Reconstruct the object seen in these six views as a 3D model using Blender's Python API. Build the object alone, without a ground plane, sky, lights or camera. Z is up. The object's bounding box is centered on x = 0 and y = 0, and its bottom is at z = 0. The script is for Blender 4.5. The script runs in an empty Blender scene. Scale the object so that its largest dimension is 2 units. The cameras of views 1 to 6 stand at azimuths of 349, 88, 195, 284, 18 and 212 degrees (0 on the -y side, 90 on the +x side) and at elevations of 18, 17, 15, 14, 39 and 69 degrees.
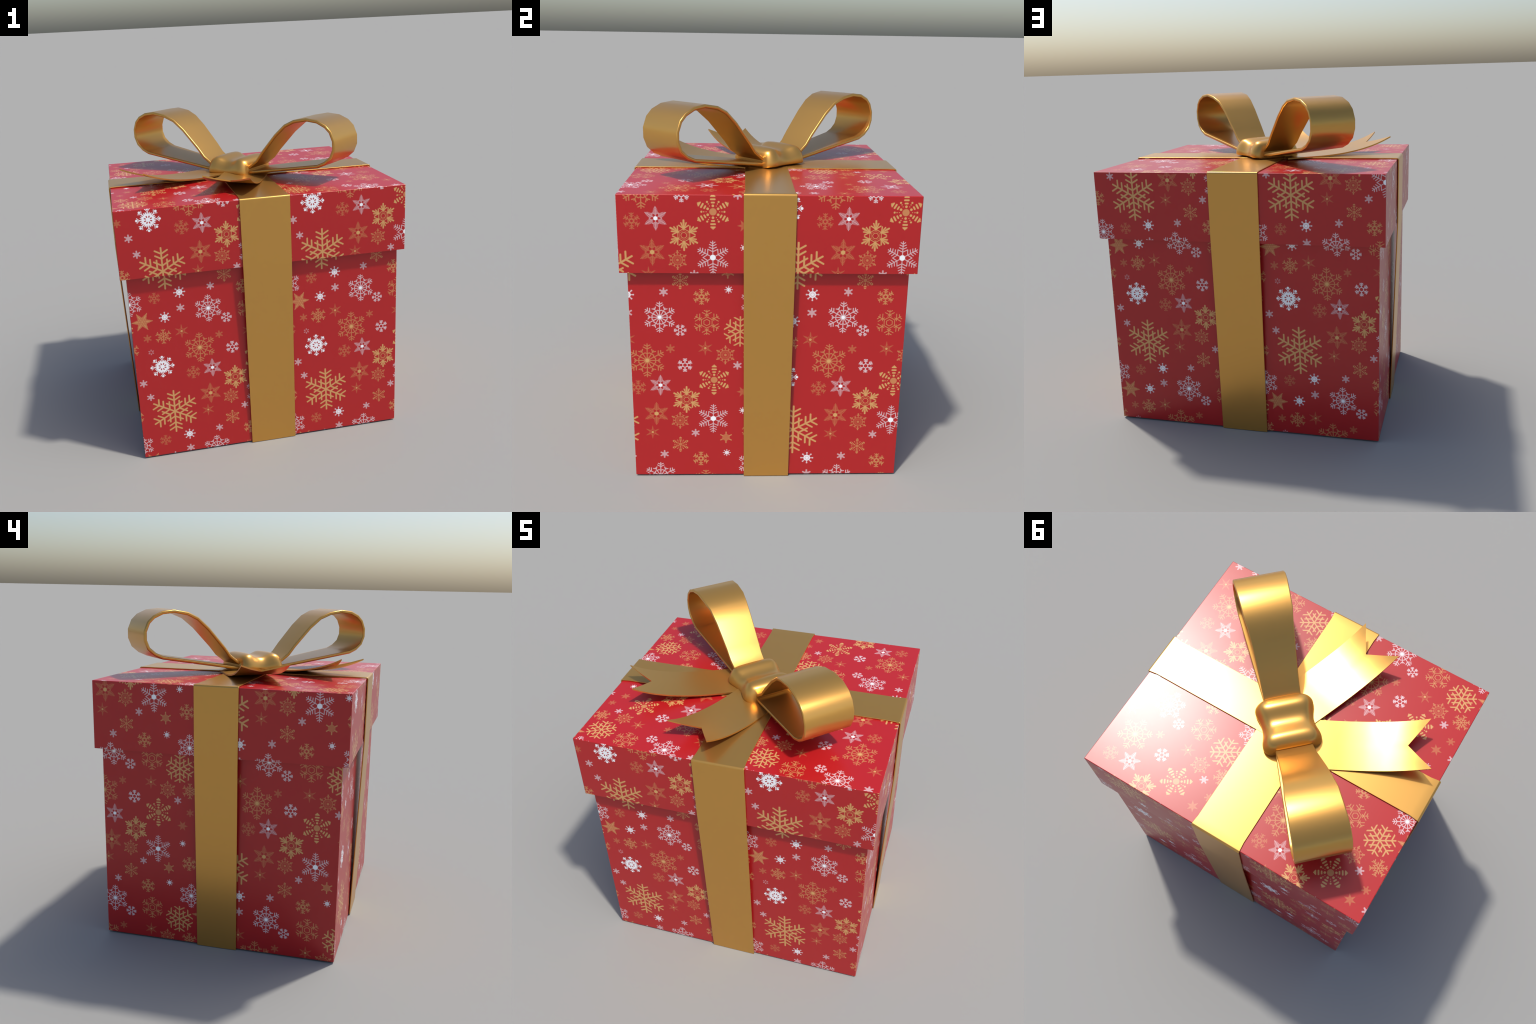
"""Wrapped Christmas gift box: red snowflake paper, loose lid, gold satin ribbon and bow."""
import math

import bmesh
import bpy
from mathutils import Vector

# ------------------------------------------------------------------ sizes (metres)
BODY_HALF = (0.8235, 0.7184)
BODY_BOTTOM, BODY_TOP = 0.0060, 1.560
LID_HALF = (0.8592, 0.7538)
LID_BOTTOM, LID_TOP, LID_WALL = 1.1965, 1.5990, 0.032
BOW_CENTRE = Vector((0.0, 0.0205, 0.0))
BOW_ANGLE = math.radians(-46.7)

GOLD_COLOUR = (0.655, 0.350, 0.084)
GOLD_ROUGHNESS = 0.30
PAPER_RED = (0.44, 0.011, 0.013)
PRINT_GOLD = (0.655, 0.365, 0.128)
PRINT_WHITE = (0.94, 0.95, 0.97)
PAPER_ROUGHNESS = 0.315


# ------------------------------------------------------------------ node helper
class Nodes:
    """Adds nodes in evaluation order, so that the shader compiler can free its stack early."""

    def __init__(self, tree):
        self.tree = tree

    def put(self, socket, value):
        if isinstance(value, bpy.types.NodeSocket):
            self.tree.links.new(value, socket)
        else:
            socket.default_value = value

    def math(self, op, a, b=None, c=None):
        n = self.tree.nodes.new("ShaderNodeMath")
        n.operation = op
        for i, v in enumerate((a, b, c)):
            if v is not None:
                self.put(n.inputs[i], v)
        return n.outputs[0]

    def vec(self, op, a, b=None, c=None, scale=None):
        n = self.tree.nodes.new("ShaderNodeVectorMath")
        n.operation = op
        for i, v in enumerate((a, b, c)):
            if v is not None:
                self.put(n.inputs[i], v)
        if scale is not None:
            self.put(n.inputs["Scale"], scale)
        return n.outputs["Value"] if op in ("LENGTH", "DISTANCE", "DOT_PRODUCT") else n.outputs["Vector"]

    def xyz(self, x, y, z=0.0):
        n = self.tree.nodes.new("ShaderNodeCombineXYZ")
        for i, v in enumerate((x, y, z)):
            self.put(n.inputs[i], v)
        return n.outputs[0]

    def split(self, v):
        n = self.tree.nodes.new("ShaderNodeSeparateXYZ")
        self.put(n.inputs[0], v)
        return n.outputs

    def soft(self, value, edge):
        """1 inside (value below -edge), 0 outside (value above edge)."""
        n = self.tree.nodes.new("ShaderNodeMapRange")
        n.interpolation_type = "SMOOTHSTEP"
        self.put(n.inputs["Value"], value)
        n.inputs["From Min"].default_value = edge
        n.inputs["From Max"].default_value = -edge
        return n.outputs["Result"]

    def mix(self, fac, a, b):
        n = self.tree.nodes.new("ShaderNodeMix")
        n.data_type = "RGBA"
        self.put(n.inputs[0], fac)
        for i, v in ((6, a), (7, b)):
            self.put(n.inputs[i], v if isinstance(v, bpy.types.NodeSocket) else (*v, 1.0))
        return n.outputs[2]


# ------------------------------------------------------------------ snowflake motifs
# Every motif is drawn in a wedge folded around one arm: x along the arm, y across it, arm tip at
# x = 1.  A stroke is (x0, y0, x1, y1, half width); 'pale' strokes print thinner, 'holes' stay red.
C30, S30 = math.cos(math.radians(30)), math.sin(math.radians(30))


def across(r):
    """A point on the line half way between two arms, r from the centre."""
    return (r * C30, r * S30)


def twigs(*specs):
    """Straight twigs at 60 degrees to the arm: (start on the arm, length, half width)."""
    out = []
    for s, length, w in specs:
        cross = s  # distance at which such a twig meets the one of the next arm
        end = min(length, cross)
        out.append((s, 0, s + 0.5 * end, C30 * end, w))
        if length > cross:  # beyond the wedge's edge it is the mirrored neighbour
            x, y = s + 0.5 * end, C30 * end
            out.append((x, y, x + length - cross, y, w))
    return out


MOTIFS = {
    "broad_branched": dict(fold=6, main=[(0, 0, 0.97, 0, 0.033)] + twigs((0.725, 0.28, 0.032), (0.52, 0.28, 0.032), (0.235, 0.36, 0.032))),
    "open_branched": dict(fold=6, main=[(0, 0, 0.96, 0, 0.042)] + twigs((0.71, 0.44, 0.042), (0.325, 0.48, 0.042))),
    "wheel_star": dict(
        fold=6,
        main=[(0, 0, 0, 0, 0.11)],
        pale=[(0, 0, 0, 0, 0.17), (0, 0, 0.98, 0, 0.026), (0.83, 0, 0.91, 0.15, 0.027), (0.67, 0, 0.79, 0.2, 0.027), (0, 0, *across(0.66), 0.024),
              (*across(0.57), 0.65, 0.24, 0.027), (0.40, 0.0, 0.45, 0.115, 0.026), (0.45, 0.115, *across(0.44), 0.026)],
        pale_strength=0.50,
    ),
    "ring_flake": dict(
        fold=6,
        main=[(0.30, 0, 0.95, 0, 0.055), (0.30, 0, 0.285, 0.09, 0.05), (0.285, 0.09, *across(0.30), 0.05), (0.55, 0, 0.72, 0.23, 0.05), (0.76, 0, 0.93, 0.22, 0.05)],
    ),
    "fan_star": dict(
        fold=6,
        main=[(0.42, 0, 0.42, 0, 0.075), (0.38, 0, 0.94, 0, 0.036), (0.80, 0, 0.94, 0, 0.055), (0.45, 0.02, 0.78, 0.165, 0.036), (0.45, 0.04, 0.62, 0.30, 0.036),
              (0.42, 0, *across(0.365), 0.018), (0.175, 0, 0.169, 0.046, 0.016), (0.169, 0.046, *across(0.175), 0.016)],
        pale=[(0.42, 0, 0.70, 0.08, 0.10), (0.30, 0, *across(0.26), 0.016)],
    ),
    "hexagon_flake": dict(
        fold=6,
        main=[(0.45, 0, *across(0.39), 0.024), (0.25, 0, *across(0.2165), 0.024), (0.45, 0, 0.97, 0, 0.026), (0.61, 0, 0.61, 0, 0.06),
              (0.61, 0, 0.79, 0.33, 0.026), (0.61, 0, 0.52, 0.13, 0.026), (0.85, 0, 0.95, 0.19, 0.028)],
    ),
    "feather_star": dict(
        fold=6,
        main=[(0, 0, 0, 0, 0.165)],
        pale=[(0, 0, 0.97, 0, 0.022), (0.82, 0, 0.905, 0.13, 0.022), (0.68, 0, 0.765, 0.185, 0.022), (0.52, 0, 0.61, 0.205, 0.022), (0.345, 0, 0.486, 0.281, 0.022)],
        pale_strength=0.52,
    ),
    "fine_feather_star": dict(
        fold=6,
        main=[(0, 0, 0, 0, 0.165)],
        pale=[(0, 0, 0.97, 0, 0.026), (0.80, 0, 0.87, 0.07, 0.022), (0.70, 0, 0.77, 0.12, 0.022), (0.60, 0, 0.67, 0.15, 0.022), (0.50, 0, 0.57, 0.17, 0.022),
              (0.40, 0, 0.48, 0.18, 0.022), (0.31, 0, 0.44, 0.245, 0.024)],
        pale_strength=0.40,
    ),
    "petal_star": dict(
        fold=6,
        main=[(0, 0, 0, 0, 0.16)],
        pale=[(0.38, 0, 0.60, 0, 0.10), (0.55, 0, 0.80, 0, 0.07), (0.75, 0, 0.97, 0, 0.03), (0.20, 0.115, *across(0.42), 0.05)],
        pale_strength=0.27,
    ),
    "dot_star": dict(fold=6, main=[(0, 0, 0, 0, 0.50), (0.3, 0, 0.84, 0, 0.165)]),
    "cog_sun": dict(fold=8, main=[(0, 0, 0, 0, 0.50)], hole=[(0.27, 0, 0.249, 0.103, 0.035)], pale=[(0, 0, 0, 0, 0.42), (0.4, 0, 0.78, 0, 0.075), (0.86, 0, 0.87, 0, 0.12)], pale_strength=0.62),
    "ball_star": dict(
        fold=8,
        main=[(0, 0, 0, 0, 0.47), (0.40, 0.115, 0.50, 0.135, 0.055), (0.50, 0.135, 0.59, 0.16, 0.025), (0.4, 0, 0.68, 0, 0.04), (0.67, 0.01, 0.86, 0.19, 0.022), (0.885, 0, 0.885, 0, 0.098)],
        hole=[(0.20, 0.083, 0.27, 0.112, 0.048)],
    ),
    "wheel_arrow": dict(
        fold=6,
        main=[(0, 0, 0, 0, 0.10), (0.50, 0, 0.483, 0.129, 0.024), (0.483, 0.129, *across(0.50), 0.024), (0.48, 0, 0.97, 0, 0.03), (0.82, 0, 0.93, 0, 0.065), (0.66, 0, 0.78, 0.12, 0.03),
              (*across(0.52), *across(0.66), 0.05)],
        pale=[(0, 0, 0, 0, 0.15), (0.25, 0, 0.5, 0, 0.016), (0.24, 0.064, 0.48, 0.129, 0.02), (*across(0.25), *across(0.5), 0.02), (*across(0.60), 0.68, 0.26, 0.035)],
        pale_strength=0.6,
    ),
    "bead_star": dict(
        fold=6,
        main=[(0.33, 0, 0.33, 0, 0.07), (0.51, 0, 0.51, 0.065, 0.045), (0.69, 0, 0.69, 0.105, 0.048), (0.855, 0, 0.855, 0.11, 0.035), (0.90, 0, 0.90, 0.06, 0.04), (0.96, 0, 0.96, 0, 0.035),
              (*across(0.63), *across(0.63), 0.055), (0.41, 0.295, *across(0.50), 0.03), (0.31, 0.22, *across(0.37), 0.024)],
        pale=[(0, 0, 0, 0, 0.20)],
        pale_strength=0.6,
    ),
    "lace_flake": dict(
        fold=6,
        main=[(0.22, 0, 0.218, 0.06, 0.06), (0.218, 0.06, *across(0.22), 0.06), (0.25, 0, 0.95, 0, 0.042), (0.50, 0, 0.62, 0.23, 0.04), (0.76, 0, 0.92, 0.25, 0.04)],
        pale=[(0.62, 0.0, 0.80, 0, 0.14), (0.25, 0.0, *across(0.36), 0.06)],
        pale_strength=0.5,
    ),
    "pointed_star": dict(
        fold=6,
        main=[(0, 0, 0, 0, 0.09), (0.22, 0, 0.24, 0, 0.06), (0.40, 0, 0.62, 0, 0.06), (0.6, 0, 0.95, 0, 0.03), (*across(0.36), *across(0.40), 0.04)],
        pale=[(0, 0, 0.42, 0, 0.21), (0.3, 0, 0.62, 0, 0.15), (0.5, 0, 0.80, 0, 0.085)],
        pale_strength=0.62,
    ),
    "spoke_star": dict(fold=6, main=[(0.50, 0, 0.91, 0, 0.085)], pale=[(0, 0, 0, 0, 0.56)], pale_strength=0.58),
    "twig_wheel": dict(
        fold=6,
        main=[(0, 0, 0.95, 0, 0.038), (0, 0, 0, 0, 0.1), (0.72, 0, 0.93, 0.23, 0.04), (0.28, 0, 0.42, 0.17, 0.04), (*across(0.46), *across(0.62), 0.045), (0.5, 0, 0.60, 0.10, 0.035)],
    ),
    "petal_ring": dict(fold=6, main=[(0.52, 0, 0.80, 0, 0.19)]),
}
MOTIF_NUMBER = {name: i + 1 for i, name in enumerate(MOTIFS)}

# One repeat of the printed paper: (motif, u, v, radius, gold share, ink strength, turn in degrees)
PRINT = [
    ("broad_branched", 0.0000, 0.0000, 0.1535, 1, 0.92, 0),
    ("open_branched", 0.6943, 0.6033, 0.0900, 1, 0.9, 0),
    ("bead_star", 0.5538, 0.3106, 0.0940, 1, 1.0, 0),
    ("bead_star", 0.3679, 0.8980, 0.0500, 1, 0.75, 0),
    ("pointed_star", 0.7133, 0.2374, 0.0336, 1, 0.42, 30),
    ("twig_wheel", 0.9654, 0.5356, 0.0504, 1, 0.66, 0),
    ("twig_wheel", 0.7604, 0.4649, 0.0506, 1, 0.66, 0),
    ("wheel_star", 0.1868, 0.4277, 0.1032, 1, 1.0, 0),
    ("wheel_star", 0.2562, 0.6867, 0.0915, 0, 1.0, 0),
    ("wheel_star", 0.7723, 0.7751, 0.0830, 0, 1.0, 0),
    ("fan_star", 0.4019, 0.1864, 0.0845, 1, 0.95, 0),
    ("lace_flake", 0.1353, 0.2613, 0.0447, 1, 0.38, 0),
    ("lace_flake", 0.9279, 0.7977, 0.0375, 1, 0.38, 0),
    ("lace_flake", 0.4830, 0.8055, 0.0464, 1, 0.75, 0),
    ("lace_flake", 0.7577, 0.9894, 0.0470, 1, 0.70, 0),
    ("fine_feather_star", 0.2352, 0.0960, 0.0725, 1, 1.0, 0),
    ("fine_feather_star", 0.2583, 0.2756, 0.0638, 0, 1.0, 0),
    ("feather_star", 0.5511, 0.0673, 0.0919, 0, 1.0, 0),
    ("wheel_arrow", 0.3660, 0.0536, 0.0540, 1, 0.55, 0),
    ("wheel_arrow", 0.6147, 0.4630, 0.0573, 1, 0.55, 0),
    ("petal_star", 0.2127, 0.9762, 0.0415, 1, 0.90, 0),
    ("petal_star", 0.0802, 0.5558, 0.0457, 1, 0.90, 0),
    ("petal_star", 0.5041, 0.5034, 0.0432, 1, 0.90, 0),
    ("hexagon_flake", 0.5118, 0.6563, 0.0735, 1, 0.66, 0),
    ("ball_star", 0.9447, 0.3300, 0.0763, 0, 0.97, 0),
    ("ring_flake", 0.3671, 0.6101, 0.0346, 0, 0.62, 30),
    ("ring_flake", 0.3932, 0.4006, 0.0414, 0, 0.62, 0),
    ("cog_sun", 0.0835, 0.8177, 0.0377, 0, 0.9, 0),
    ("cog_sun", 0.9827, 0.6641, 0.0368, 0, 0.9, 0),
    ("cog_sun", 0.7147, 0.1204, 0.0216, 0, 0.9, 0),
    ("cog_sun", 0.6285, 0.8462, 0.0226, 0, 0.9, 0),
    ("spoke_star", 0.6232, 0.9461, 0.0379, 1, 0.66, 0),
    ("dot_star", 0.0837, 0.7135, 0.0278, 0, 0.36, 0),
    ("dot_star", 0.8192, 0.2280, 0.0265, 0, 0.36, 0),
    ("dot_star", 0.8563, 0.1241, 0.0255, 0, 0.36, 0),
    ("dot_star", 0.4522, 0.9746, 0.0250, 0, 0.36, 0),
    ("dot_star", 0.2782, 0.8332, 0.0258, 0, 0.36, 0),
    ("dot_star", 0.6815, 0.3999, 0.0257, 0, 0.36, 0),
    ("dot_star", 0.8671, 0.5355, 0.0271, 1, 0.27, 0),
    ("dot_star", 0.3137, 0.5000, 0.0262, 1, 0.27, 0),
    ("dot_star", 0.7619, 0.3256, 0.0253, 1, 0.27, 0),
    ("pointed_star", 0.8433, 0.6519, 0.0660, 1, 0.72, 30),
    ("petal_ring", 0.8825, 0.4389, 0.0193, 0, 0.20, 0),
]
INK_EDGE = 0.0020  # softness of the print's edges, in repeats


def snowflake_print_group():
    tree = bpy.data.node_groups.new("snowflake_print", "ShaderNodeTree")
    tree.interface.new_socket("Vector", in_out="INPUT", socket_type="NodeSocketVector")
    tree.interface.new_socket("Color", in_out="OUTPUT", socket_type="NodeSocketColor")
    p = tree.nodes.new("NodeGroupInput").outputs[0]
    n = Nodes(tree)
    # which flake is this point in, and where inside it?  (flakes do not overlap, so sums will do)
    place, kind, form = None, None, None
    for motif, u, v, radius, gold, ink, turn in PRINT:
        q = n.vec("WRAP", p, (u + 0.5, v + 0.5, 0.5), (u - 0.5, v - 0.5, -0.5))
        q = n.vec("MULTIPLY_ADD", q, (1 / radius, 1 / radius, 0), (-u / radius, -v / radius, 0))
        inside = n.math("LESS_THAN", n.vec("LENGTH", q), 1.0)
        if motif == "pointed_star" and radius > 0.05:  # printed over the empty corner of its neighbour
            outside = n.math("SUBTRACT", 1.0, inside)
            place, kind, form = (n.vec("SCALE", acc, scale=outside) for acc in (place, kind, form))
        q = n.vec("SCALE", q, scale=inside)
        k = n.vec("SCALE", (MOTIF_NUMBER[motif], gold, ink), scale=inside)
        f = n.vec("SCALE", (radius, math.radians(turn), 0), scale=inside)
        place = q if place is None else n.vec("ADD", place, q)
        kind = k if kind is None else n.vec("ADD", kind, k)
        form = f if form is None else n.vec("ADD", form, f)
    kind, form, xy = n.split(kind), n.split(form), n.split(place)
    motif_id, gold, ink, size = kind[0], kind[1], kind[2], form[0]
    r = n.vec("LENGTH", place)
    angle = n.math("ADD", n.math("ARCTAN2", xy[0], xy[1]), form[1])
    wedge = {}
    for fold in (6, 8):
        a = n.math("PINGPONG", angle, math.pi / fold)
        wedge[fold] = n.xyz(n.math("MULTIPLY", n.math("COSINE", a), r), n.math("MULTIPLY", n.math("SINE", a), r))

    def nearest(strokes, w):
        best = None
        for x0, y0, x1, y1, half in strokes:
            dx, dy = x1 - x0, y1 - y0
            ll = dx * dx + dy * dy
            if ll < 1e-9:
                d = n.vec("DISTANCE", w, (x0, y0, 0))
            else:
                pa = n.vec("SUBTRACT", w, (x0, y0, 0))
                h = n.math("MAXIMUM", n.math("MINIMUM", n.vec("DOT_PRODUCT", pa, (dx / ll, dy / ll, 0)), 1.0), 0.0)
                d = n.vec("DISTANCE", pa, n.vec("SCALE", (dx, dy, 0), scale=h))
            d = n.math("SUBTRACT", d, half)
            best = d if best is None else n.math("MINIMUM", best, d)
        return best

    far = 9.0
    layers = {}
    for name, m in MOTIFS.items():
        chosen = n.math("MULTIPLY", n.math("COMPARE", motif_id, float(MOTIF_NUMBER[name]), 0.4), -far)
        w = wedge[m["fold"]]
        d = nearest(m["main"], w)
        if "hole" in m:
            d = n.math("MAXIMUM", d, n.math("MULTIPLY", nearest(m["hole"], w), -1.0))
        for layer, dist in (("main", d), ("pale", nearest(m["pale"], w) if "pale" in m else None)):
            if dist is None:
                continue
            dist = n.math("ADD", dist, chosen)
            layers[layer] = dist if layer not in layers else n.math("MINIMUM", layers[layer], dist)
        if "pale" in m:
            s = n.math("MULTIPLY", chosen, -m.get("pale_strength", 0.45) / far)
            layers["strength"] = s if "strength" not in layers else n.math("ADD", layers["strength"], s)
    main = n.soft(n.math("MULTIPLY", n.math("ADD", layers["main"], far), size), INK_EDGE)
    pale = n.soft(n.math("MULTIPLY", n.math("ADD", layers["pale"], far), size), INK_EDGE)
    cover = n.math("MAXIMUM", main, n.math("MULTIPLY", pale, layers["strength"]))
    cover = n.math("MULTIPLY", cover, ink)
    cover = n.math("MULTIPLY", cover, n.math("GREATER_THAN", motif_id, 0.5))
    ink_colour = n.mix(gold, PRINT_WHITE, PRINT_GOLD)
    colour = n.mix(cover, PAPER_RED, ink_colour)
    out = tree.nodes.new("NodeGroupOutput")
    tree.links.new(colour, out.inputs[0])
    return tree


def new_material(name):
    m = bpy.data.materials.new(name)
    m.use_nodes = True
    m.node_tree.nodes.clear()
    return m


def paper_material(name, group, along, u, v):
    """Paper glued on one wall: print coordinates are a bilinear function of the wall's (h, z).

    along = direction of h, looking at the wall from outside; u, v = (constant, per h, per z, per h*z)."""
    m = new_material(name)
    n = Nodes(m.node_tree)
    pos = m.node_tree.nodes.new("ShaderNodeTexCoord").outputs["Object"]
    h = n.vec("DOT_PRODUCT", pos, along[0])
    z = n.vec("DOT_PRODUCT", pos, along[1])
    hz = n.math("MULTIPLY", h, z)
    uv = []
    for c in (u, v):
        t = n.math("MULTIPLY_ADD", h, c[1], c[0])
        t = n.math("MULTIPLY_ADD", z, c[2], t)
        uv.append(n.math("MULTIPLY_ADD", hz, c[3], t))
    g = m.node_tree.nodes.new("ShaderNodeGroup")
    g.node_tree = group
    m.node_tree.links.new(n.xyz(*uv), g.inputs[0])
    b = m.node_tree.nodes.new("ShaderNodeBsdfPrincipled")
    b.inputs["Roughness"].default_value = PAPER_ROUGHNESS
    b.inputs["IOR"].default_value = 1.5
    m.node_tree.links.new(g.outputs[0], b.inputs["Base Color"])
    o = m.node_tree.nodes.new("ShaderNodeOutputMaterial")
    m.node_tree.links.new(b.outputs[0], o.inputs[0])
    return m


def gold_material():
    m = new_material("gold_satin_ribbon")
    t = m.node_tree
    b = t.nodes.new("ShaderNodeBsdfPrincipled")
    b.inputs["Base Color"].default_value = (*GOLD_COLOUR, 1)
    b.inputs["Metallic"].default_value = 0.78
    b.inputs["Roughness"].default_value = GOLD_ROUGHNESS
    o = t.nodes.new("ShaderNodeOutputMaterial")
    t.links.new(b.outputs[0], o.inputs[0])
    return m


# ------------------------------------------------------------------ mesh helpers
def add_object(name, bm, parent, materials, smooth=True, weighted=False):
    bmesh.ops.recalc_face_normals(bm, faces=bm.faces)
    me = bpy.data.meshes.new(name)
    bm.to_mesh(me)
    bm.free()
    for p in me.polygons:
        p.use_smooth = smooth
    ob = bpy.data.objects.new(name, me)
    bpy.context.scene.collection.objects.link(ob)
    for m in materials:
        me.materials.append(m)
    if weighted:
        w = ob.modifiers.new("weighted_normals", "WEIGHTED_NORMAL")
        w.keep_sharp = True
        w.weight = 50
    ob.parent = parent
    return ob


def loft(rings, closed_ends=True):
    """Joins rings of equal length (each a closed loop of points) into a tube."""
    bm = bmesh.new()
    vs = [[bm.verts.new(p) for p in ring] for ring in rings]
    for a, b in zip(vs, vs[1:]):
        for i in range(len(a)):
            j = (i + 1) % len(a)
            bm.faces.new((a[i], a[j], b[j], b[i]))
    if closed_ends:
        bm.faces.new(vs[0][::-1])
        bm.faces.new(vs[-1])
    return bm


def offset_profile(pts, distance):
    """Moves a polyline sideways (to its right) by the distance, with mitred corners."""
    out = []
    for i, p in enumerate(pts):
        dirs = []
        if i > 0:
            dirs.append((Vector(p) - Vector(pts[i - 1])).normalized())
        if i < len(pts) - 1:
            dirs.append((Vector(pts[i + 1]) - Vector(p)).normalized())
        normals = [Vector((d.y, -d.x)) for d in dirs]
        n = sum(normals, Vector((0, 0))).normalized()
        out.append(Vector(p) + n * distance / max(0.5, n.dot(normals[0])))
    return out


def strip(profile, half_widths, thickness, chamfer, origin, axis, cross):
    """A ribbon: a profile in (along, up) swept sideways; thickness grows to the profile's right."""
    levels = [offset_profile(profile, t) for t in (0.0, chamfer, thickness - chamfer, thickness)]
    rings = []
    for i, hw in enumerate(half_widths):
        def at(level, w):
            s, z = levels[level][i]
            return origin + axis * s + cross * w + Vector((0, 0, z))
        a = hw - chamfer
        rings.append([at(0, -a), at(0, a), at(1, hw), at(2, hw), at(3, a), at(3, -a), at(2, -hw), at(1, -hw)])
    return loft(rings)


def pick(table, x):
    if x <= table[0][0]:
        return table[0][1]
    for (x0, y0), (x1, y1) in zip(table, table[1:]):
        if x <= x1:
            return y0 + (y1 - y0) * (x - x0) / (x1 - x0)
    return table[-1][1]


# ------------------------------------------------------------------ the thing
gift = bpy.data.objects.new("gift_box", None)
bpy.context.scene.collection.objects.link(gift)
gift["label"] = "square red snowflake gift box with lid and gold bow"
gift["category"] = "gift box"

# ---- wrapped cartons
X, Y, Z = Vector((1, 0, 0)), Vector((0, 1, 0)), Vector((0, 0, 1))
print_group = snowflake_print_group()
FACING = {"front": (-Y, X, Z), "right": (X, Y, Z), "back": (Y, -X, Z), "left": (-X, -Y, Z), "top": (Z, -X, -Y)}
BODY_PRINT = {
    "front": ((0.6331, 1.0238, 0.0052, 0.0273), (-0.3119, 0.0062, 1.0445, -0.0204)),
    "right": ((0.8527, 1.0233, -0.0065, 0.0281), (-0.2986, 0.0210, 1.0433, -0.0231)),
    "back": ((0.6212, 1.0234, 0.0152, 0.0275), (-0.5654, -0.0002, 1.0424, -0.0213)),
    "left": ((0.9429, 1.0242, -0.0044, 0.0269), (-0.5505, 0.0207, 1.0441, -0.0227)),
}
LID_PRINT = {
    "front": ((0.6290, 1.0510, 0.0120, 0.0), (-1.3030, -0.0150, 1.0570, 0.0)),
    "right": ((0.8450, 1.0500, 0.0030, 0.0), (-1.2590, -0.0027, 1.0362, 0.0)),
    "back": ((0.6163, 1.0503, 0.0213, 0.0), (-1.5425, -0.0230, 1.0482, 0.0)),
    "left": ((0.9268, 1.0499, 0.0092, 0.0), (-1.5087, -0.0027, 1.0353, 0.0)),
    "top": ((-0.0795, 1.0432, -0.0004, 0.0), (-0.0588, 0.0, 1.0431, 0.0)),
}


def carton(name, mapping, build):
    names = list(mapping)
    mats = [paper_material(f"snowflake_paper_{name}_{k}", print_group, FACING[k][1:], *mapping[k]) for k in names]
    bm = build()
    bmesh.ops.recalc_face_normals(bm, faces=bm.faces)
    for f in bm.faces:
        f.material_index = max(range(len(names)), key=lambda i: f.normal.dot(FACING[names[i]][0]))
    return add_object(name, bm, gift, mats, smooth=True, weighted=True)


def block(half, z0, z1):
    bm = bmesh.new()
    bmesh.ops.create_cube(bm, size=2)
    for v in bm.verts:
        v.co = Vector((v.co.x * half[0], v.co.y * half[1], z0 if v.co.z < 0 else z1))
    return bm


def build_body():
    bm = block(BODY_HALF, BODY_BOTTOM, BODY_TOP)
    bmesh.ops.bevel(bm, geom=bm.edges[:], offset=0.0025, segments=2, affect="EDGES", profile=0.5)
    return bm


def build_lid():
    bm = block(LID_HALF, LID_BOTTOM, LID_TOP)
    floor = min(bm.faces, key=lambda f: f.calc_center_median().z)
    outer = [e for e in bm.edges if e not in floor.edges[:]]
    ring = bmesh.ops.inset_region(bm, faces=[floor], thickness=LID_WALL)
    up = bmesh.ops.extrude_discrete_faces(bm, faces=[floor])["faces"][0]
    for v in up.verts:
        v.co.z = LID_TOP - LID_WALL
    bmesh.ops.bevel(bm, geom=outer, offset=0.004, segments=2, affect="EDGES", profile=0.5)
    return bm


carton("box_body", BODY_PRINT, build_body)
carton("lid", LID_PRINT, build_lid)

# ---- flat ribbon bands: up one side, over the lid, down the other
gold = gold_material()


def band(axis, cross, reach, foot, top, half_top, half_flare, half_foot):
    quarter = math.pi / 2
    side = [(foot, 0.0), (reach - 0.001, 1.17), (reach, 1.21)]
    rc = 0.012
    corner = [(reach - rc + rc * math.cos(i * quarter / 3), top - rc + rc * math.sin(i * quarter / 3)) for i in range(4)]
    flat = [(reach - 0.06, top), (reach * 0.5, top), (0.0, top)]
    half = side + corner + flat
    profile = [(-s, z) for s, z in half] + half[-2::-1]
    w_half = [half_foot, half_flare, half_flare] + [half_flare] * 4 + [half_top] * 3
    w_half[1] = half_foot + (half_flare - half_foot) * 0.75
    w_half[2] = w_half[1] + 0.0005
    widths = w_half + w_half[-2::-1]
    return add_object("ribbon_band", strip(profile, widths, 0.0072, 0.0018, Vector((0, 0, 0)), axis, cross), gift, [gold], weighted=True)


band(Y, X, 0.7640, 0.7280, 1.6062, 0.1435, 0.1482, 0.1425)
band(X, Y, 0.8690, 0.8320, 1.6077, 0.1245, 0.1308, 0.1235)

# ---- bow: knot, two loops, two tails
A = Vector((math.cos(BOW_ANGLE), math.sin(BOW_ANGLE), 0))
T = Vector((-A.y, A.x, 0))

KNOT_HEIGHT = [(0.0, 1.6985), (0.03, 1.703), (0.06, 1.7165), (0.085, 1.7245), (0.115, 1.7205), (0.138, 1.709), (0.150, 1.694), (0.157, 1.668)]
KNOT_WIDTH = [(0.0, 0.1465), (0.03, 0.149), (0.06, 0.157), (0.085, 0.1645), (0.115, 0.1675), (0.138, 0.156), (0.150, 0.140), (0.157, 0.124)]


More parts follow.
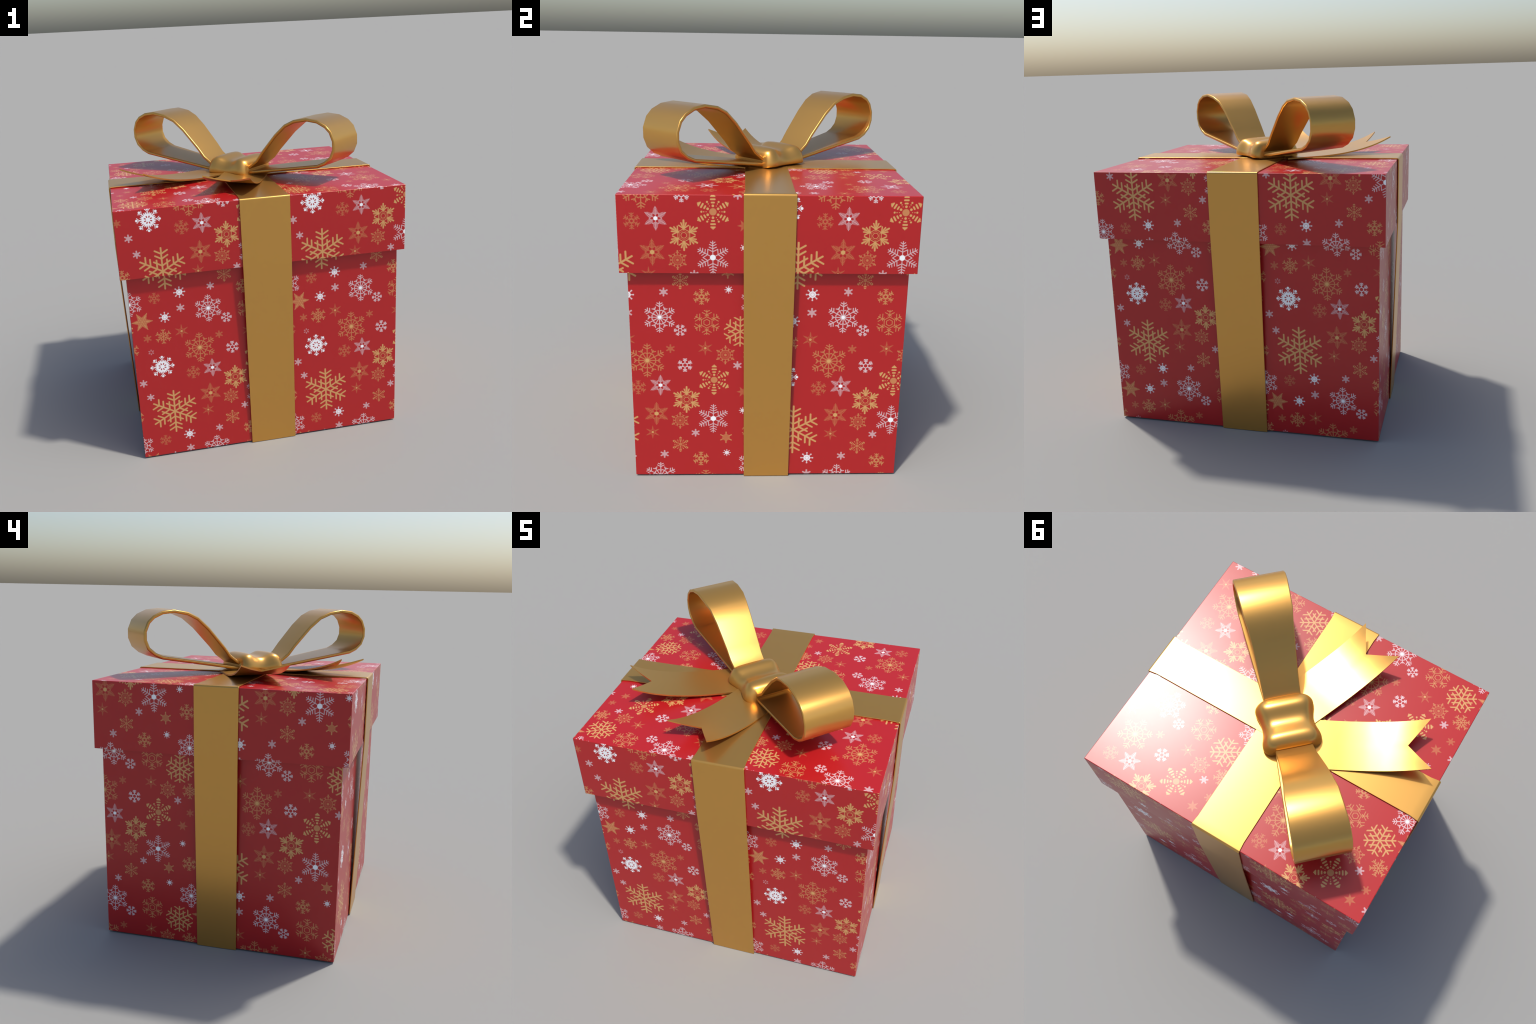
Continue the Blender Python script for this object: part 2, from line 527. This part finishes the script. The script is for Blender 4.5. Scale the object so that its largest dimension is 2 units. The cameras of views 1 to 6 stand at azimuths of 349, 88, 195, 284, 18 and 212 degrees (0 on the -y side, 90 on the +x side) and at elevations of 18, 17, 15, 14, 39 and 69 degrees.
def knot_ring(s):
    zt, w = pick(KNOT_HEIGHT, abs(s)), pick(KNOT_WIDTH, abs(s))
    base = 1.606
    h = zt - base
    half = [(w - 0.008, base), (w, base + 0.18 * h), (w - 0.003, base + 0.42 * h), (w - 0.017, base + 0.68 * h), (w - 0.032, base + 0.86 * h), (w - 0.050, base + 0.97 * h), (w * 0.33, zt)]
    pts = half + [(-x, z) for x, z in reversed(half)]
    return [BOW_CENTRE + A * s + T * x + Vector((0, 0, z)) for x, z in pts]


stations = [-s for s, _ in reversed(KNOT_HEIGHT)] + [s for s, _ in KNOT_HEIGHT[1:]]
knot_bm = loft([knot_ring(s) for s in stations])
knot = add_object("bow_knot", knot_bm, gift, [gold])
sub = knot.modifiers.new("rounding", "SUBSURF")
sub.levels = sub.render_levels = 2

LOOP_PROFILE = [(0.09, 1.640), (0.155, 1.676), (0.210, 1.716), (0.253, 1.768), (0.368, 1.8895), (0.4445, 1.9525), (0.519, 1.9845), (0.610, 1.9995), (0.689, 1.9905), (0.749, 1.9635),
                (0.785, 1.9290), (0.8085, 1.8725), (0.8085, 1.8170), (0.7865, 1.7645), (0.742, 1.7275), (0.689, 1.7045), (0.155, 1.6205), (0.09, 1.6100)]
LOOP_HALF = [(0.10, 0.102), (0.17, 0.104), (0.25, 0.108), (0.367, 0.1165), (0.445, 0.1240), (0.519, 0.1350), (0.61, 0.1385), (0.69, 0.1430), (0.75, 0.1450), (0.81, 0.1455)]
for direction in (1, -1):
    widths = [pick(LOOP_HALF, s) for s, _ in LOOP_PROFILE]
    bm = strip(LOOP_PROFILE, widths, 0.020, 0.0055, BOW_CENTRE, A * direction, T * direction)
    add_object("bow_loop", bm, knot, [gold], weighted=True)

TAIL_RISE = [(0.0, 1.7220), (0.055, 1.6965), (0.10, 1.6800), (0.137, 1.6680), (0.19, 1.6545), (0.235, 1.6450), (0.30, 1.6350), (0.34, 1.6300), (0.40, 1.6250), (0.456, 1.6220), (0.7, 1.6180)]


def tail(tip, angle, half, length, notch, roll, lift, thickness=0.0085):
    """A swallow-tailed strip that lies on the lid and lifts towards its tip."""
    d = Vector((math.cos(angle), math.sin(angle), 0))
    c = Vector((-d.y, d.x, 0))
    tip = Vector((*tip, 0))
    rows, columns = 22, 9
    bm = bmesh.new()
    grid = {}
    for side in (0, 1):
        for j in range(columns):
            w = -1 + 2 * j / (columns - 1)
            start = notch * (1 - abs(w))
            for i in range(rows):
                back = start + (length - start) * (i / (rows - 1)) ** 1.15
                z = pick(TAIL_RISE, back) + lift + roll * w - side * thickness
                grid[side, j, i] = bm.verts.new(tip - d * back + c * (w * half) + Vector((0, 0, z)))
    for j in range(columns - 1):
        for i in range(rows - 1):
            for side in (0, 1):
                q = [grid[side, j, i], grid[side, j + 1, i], grid[side, j + 1, i + 1], grid[side, j, i + 1]]
                bm.faces.new(q if side else q[::-1])
    for j in range(columns - 1):
        for i in (0, rows - 1):
            bm.faces.new((grid[0, j, i], grid[0, j + 1, i], grid[1, j + 1, i], grid[1, j, i]))
    for i in range(rows - 1):
        for j in (0, columns - 1):
            bm.faces.new((grid[0, j, i], grid[0, j, i + 1], grid[1, j, i + 1], grid[1, j, i]))
    ob = add_object("bow_tail", bm, knot, [gold])
    ob.data.set_sharp_from_angle(angle=math.radians(50))
    return ob


tail((-0.200, -0.668), math.radians(-111.2), 0.1410, 0.640, 0.113, -0.0085, 0.0, 0.0085)
tail((-0.724, -0.2475), math.radians(-152.5), 0.1425, 0.680, 0.1165, 0.004, -0.001, 0.0085)
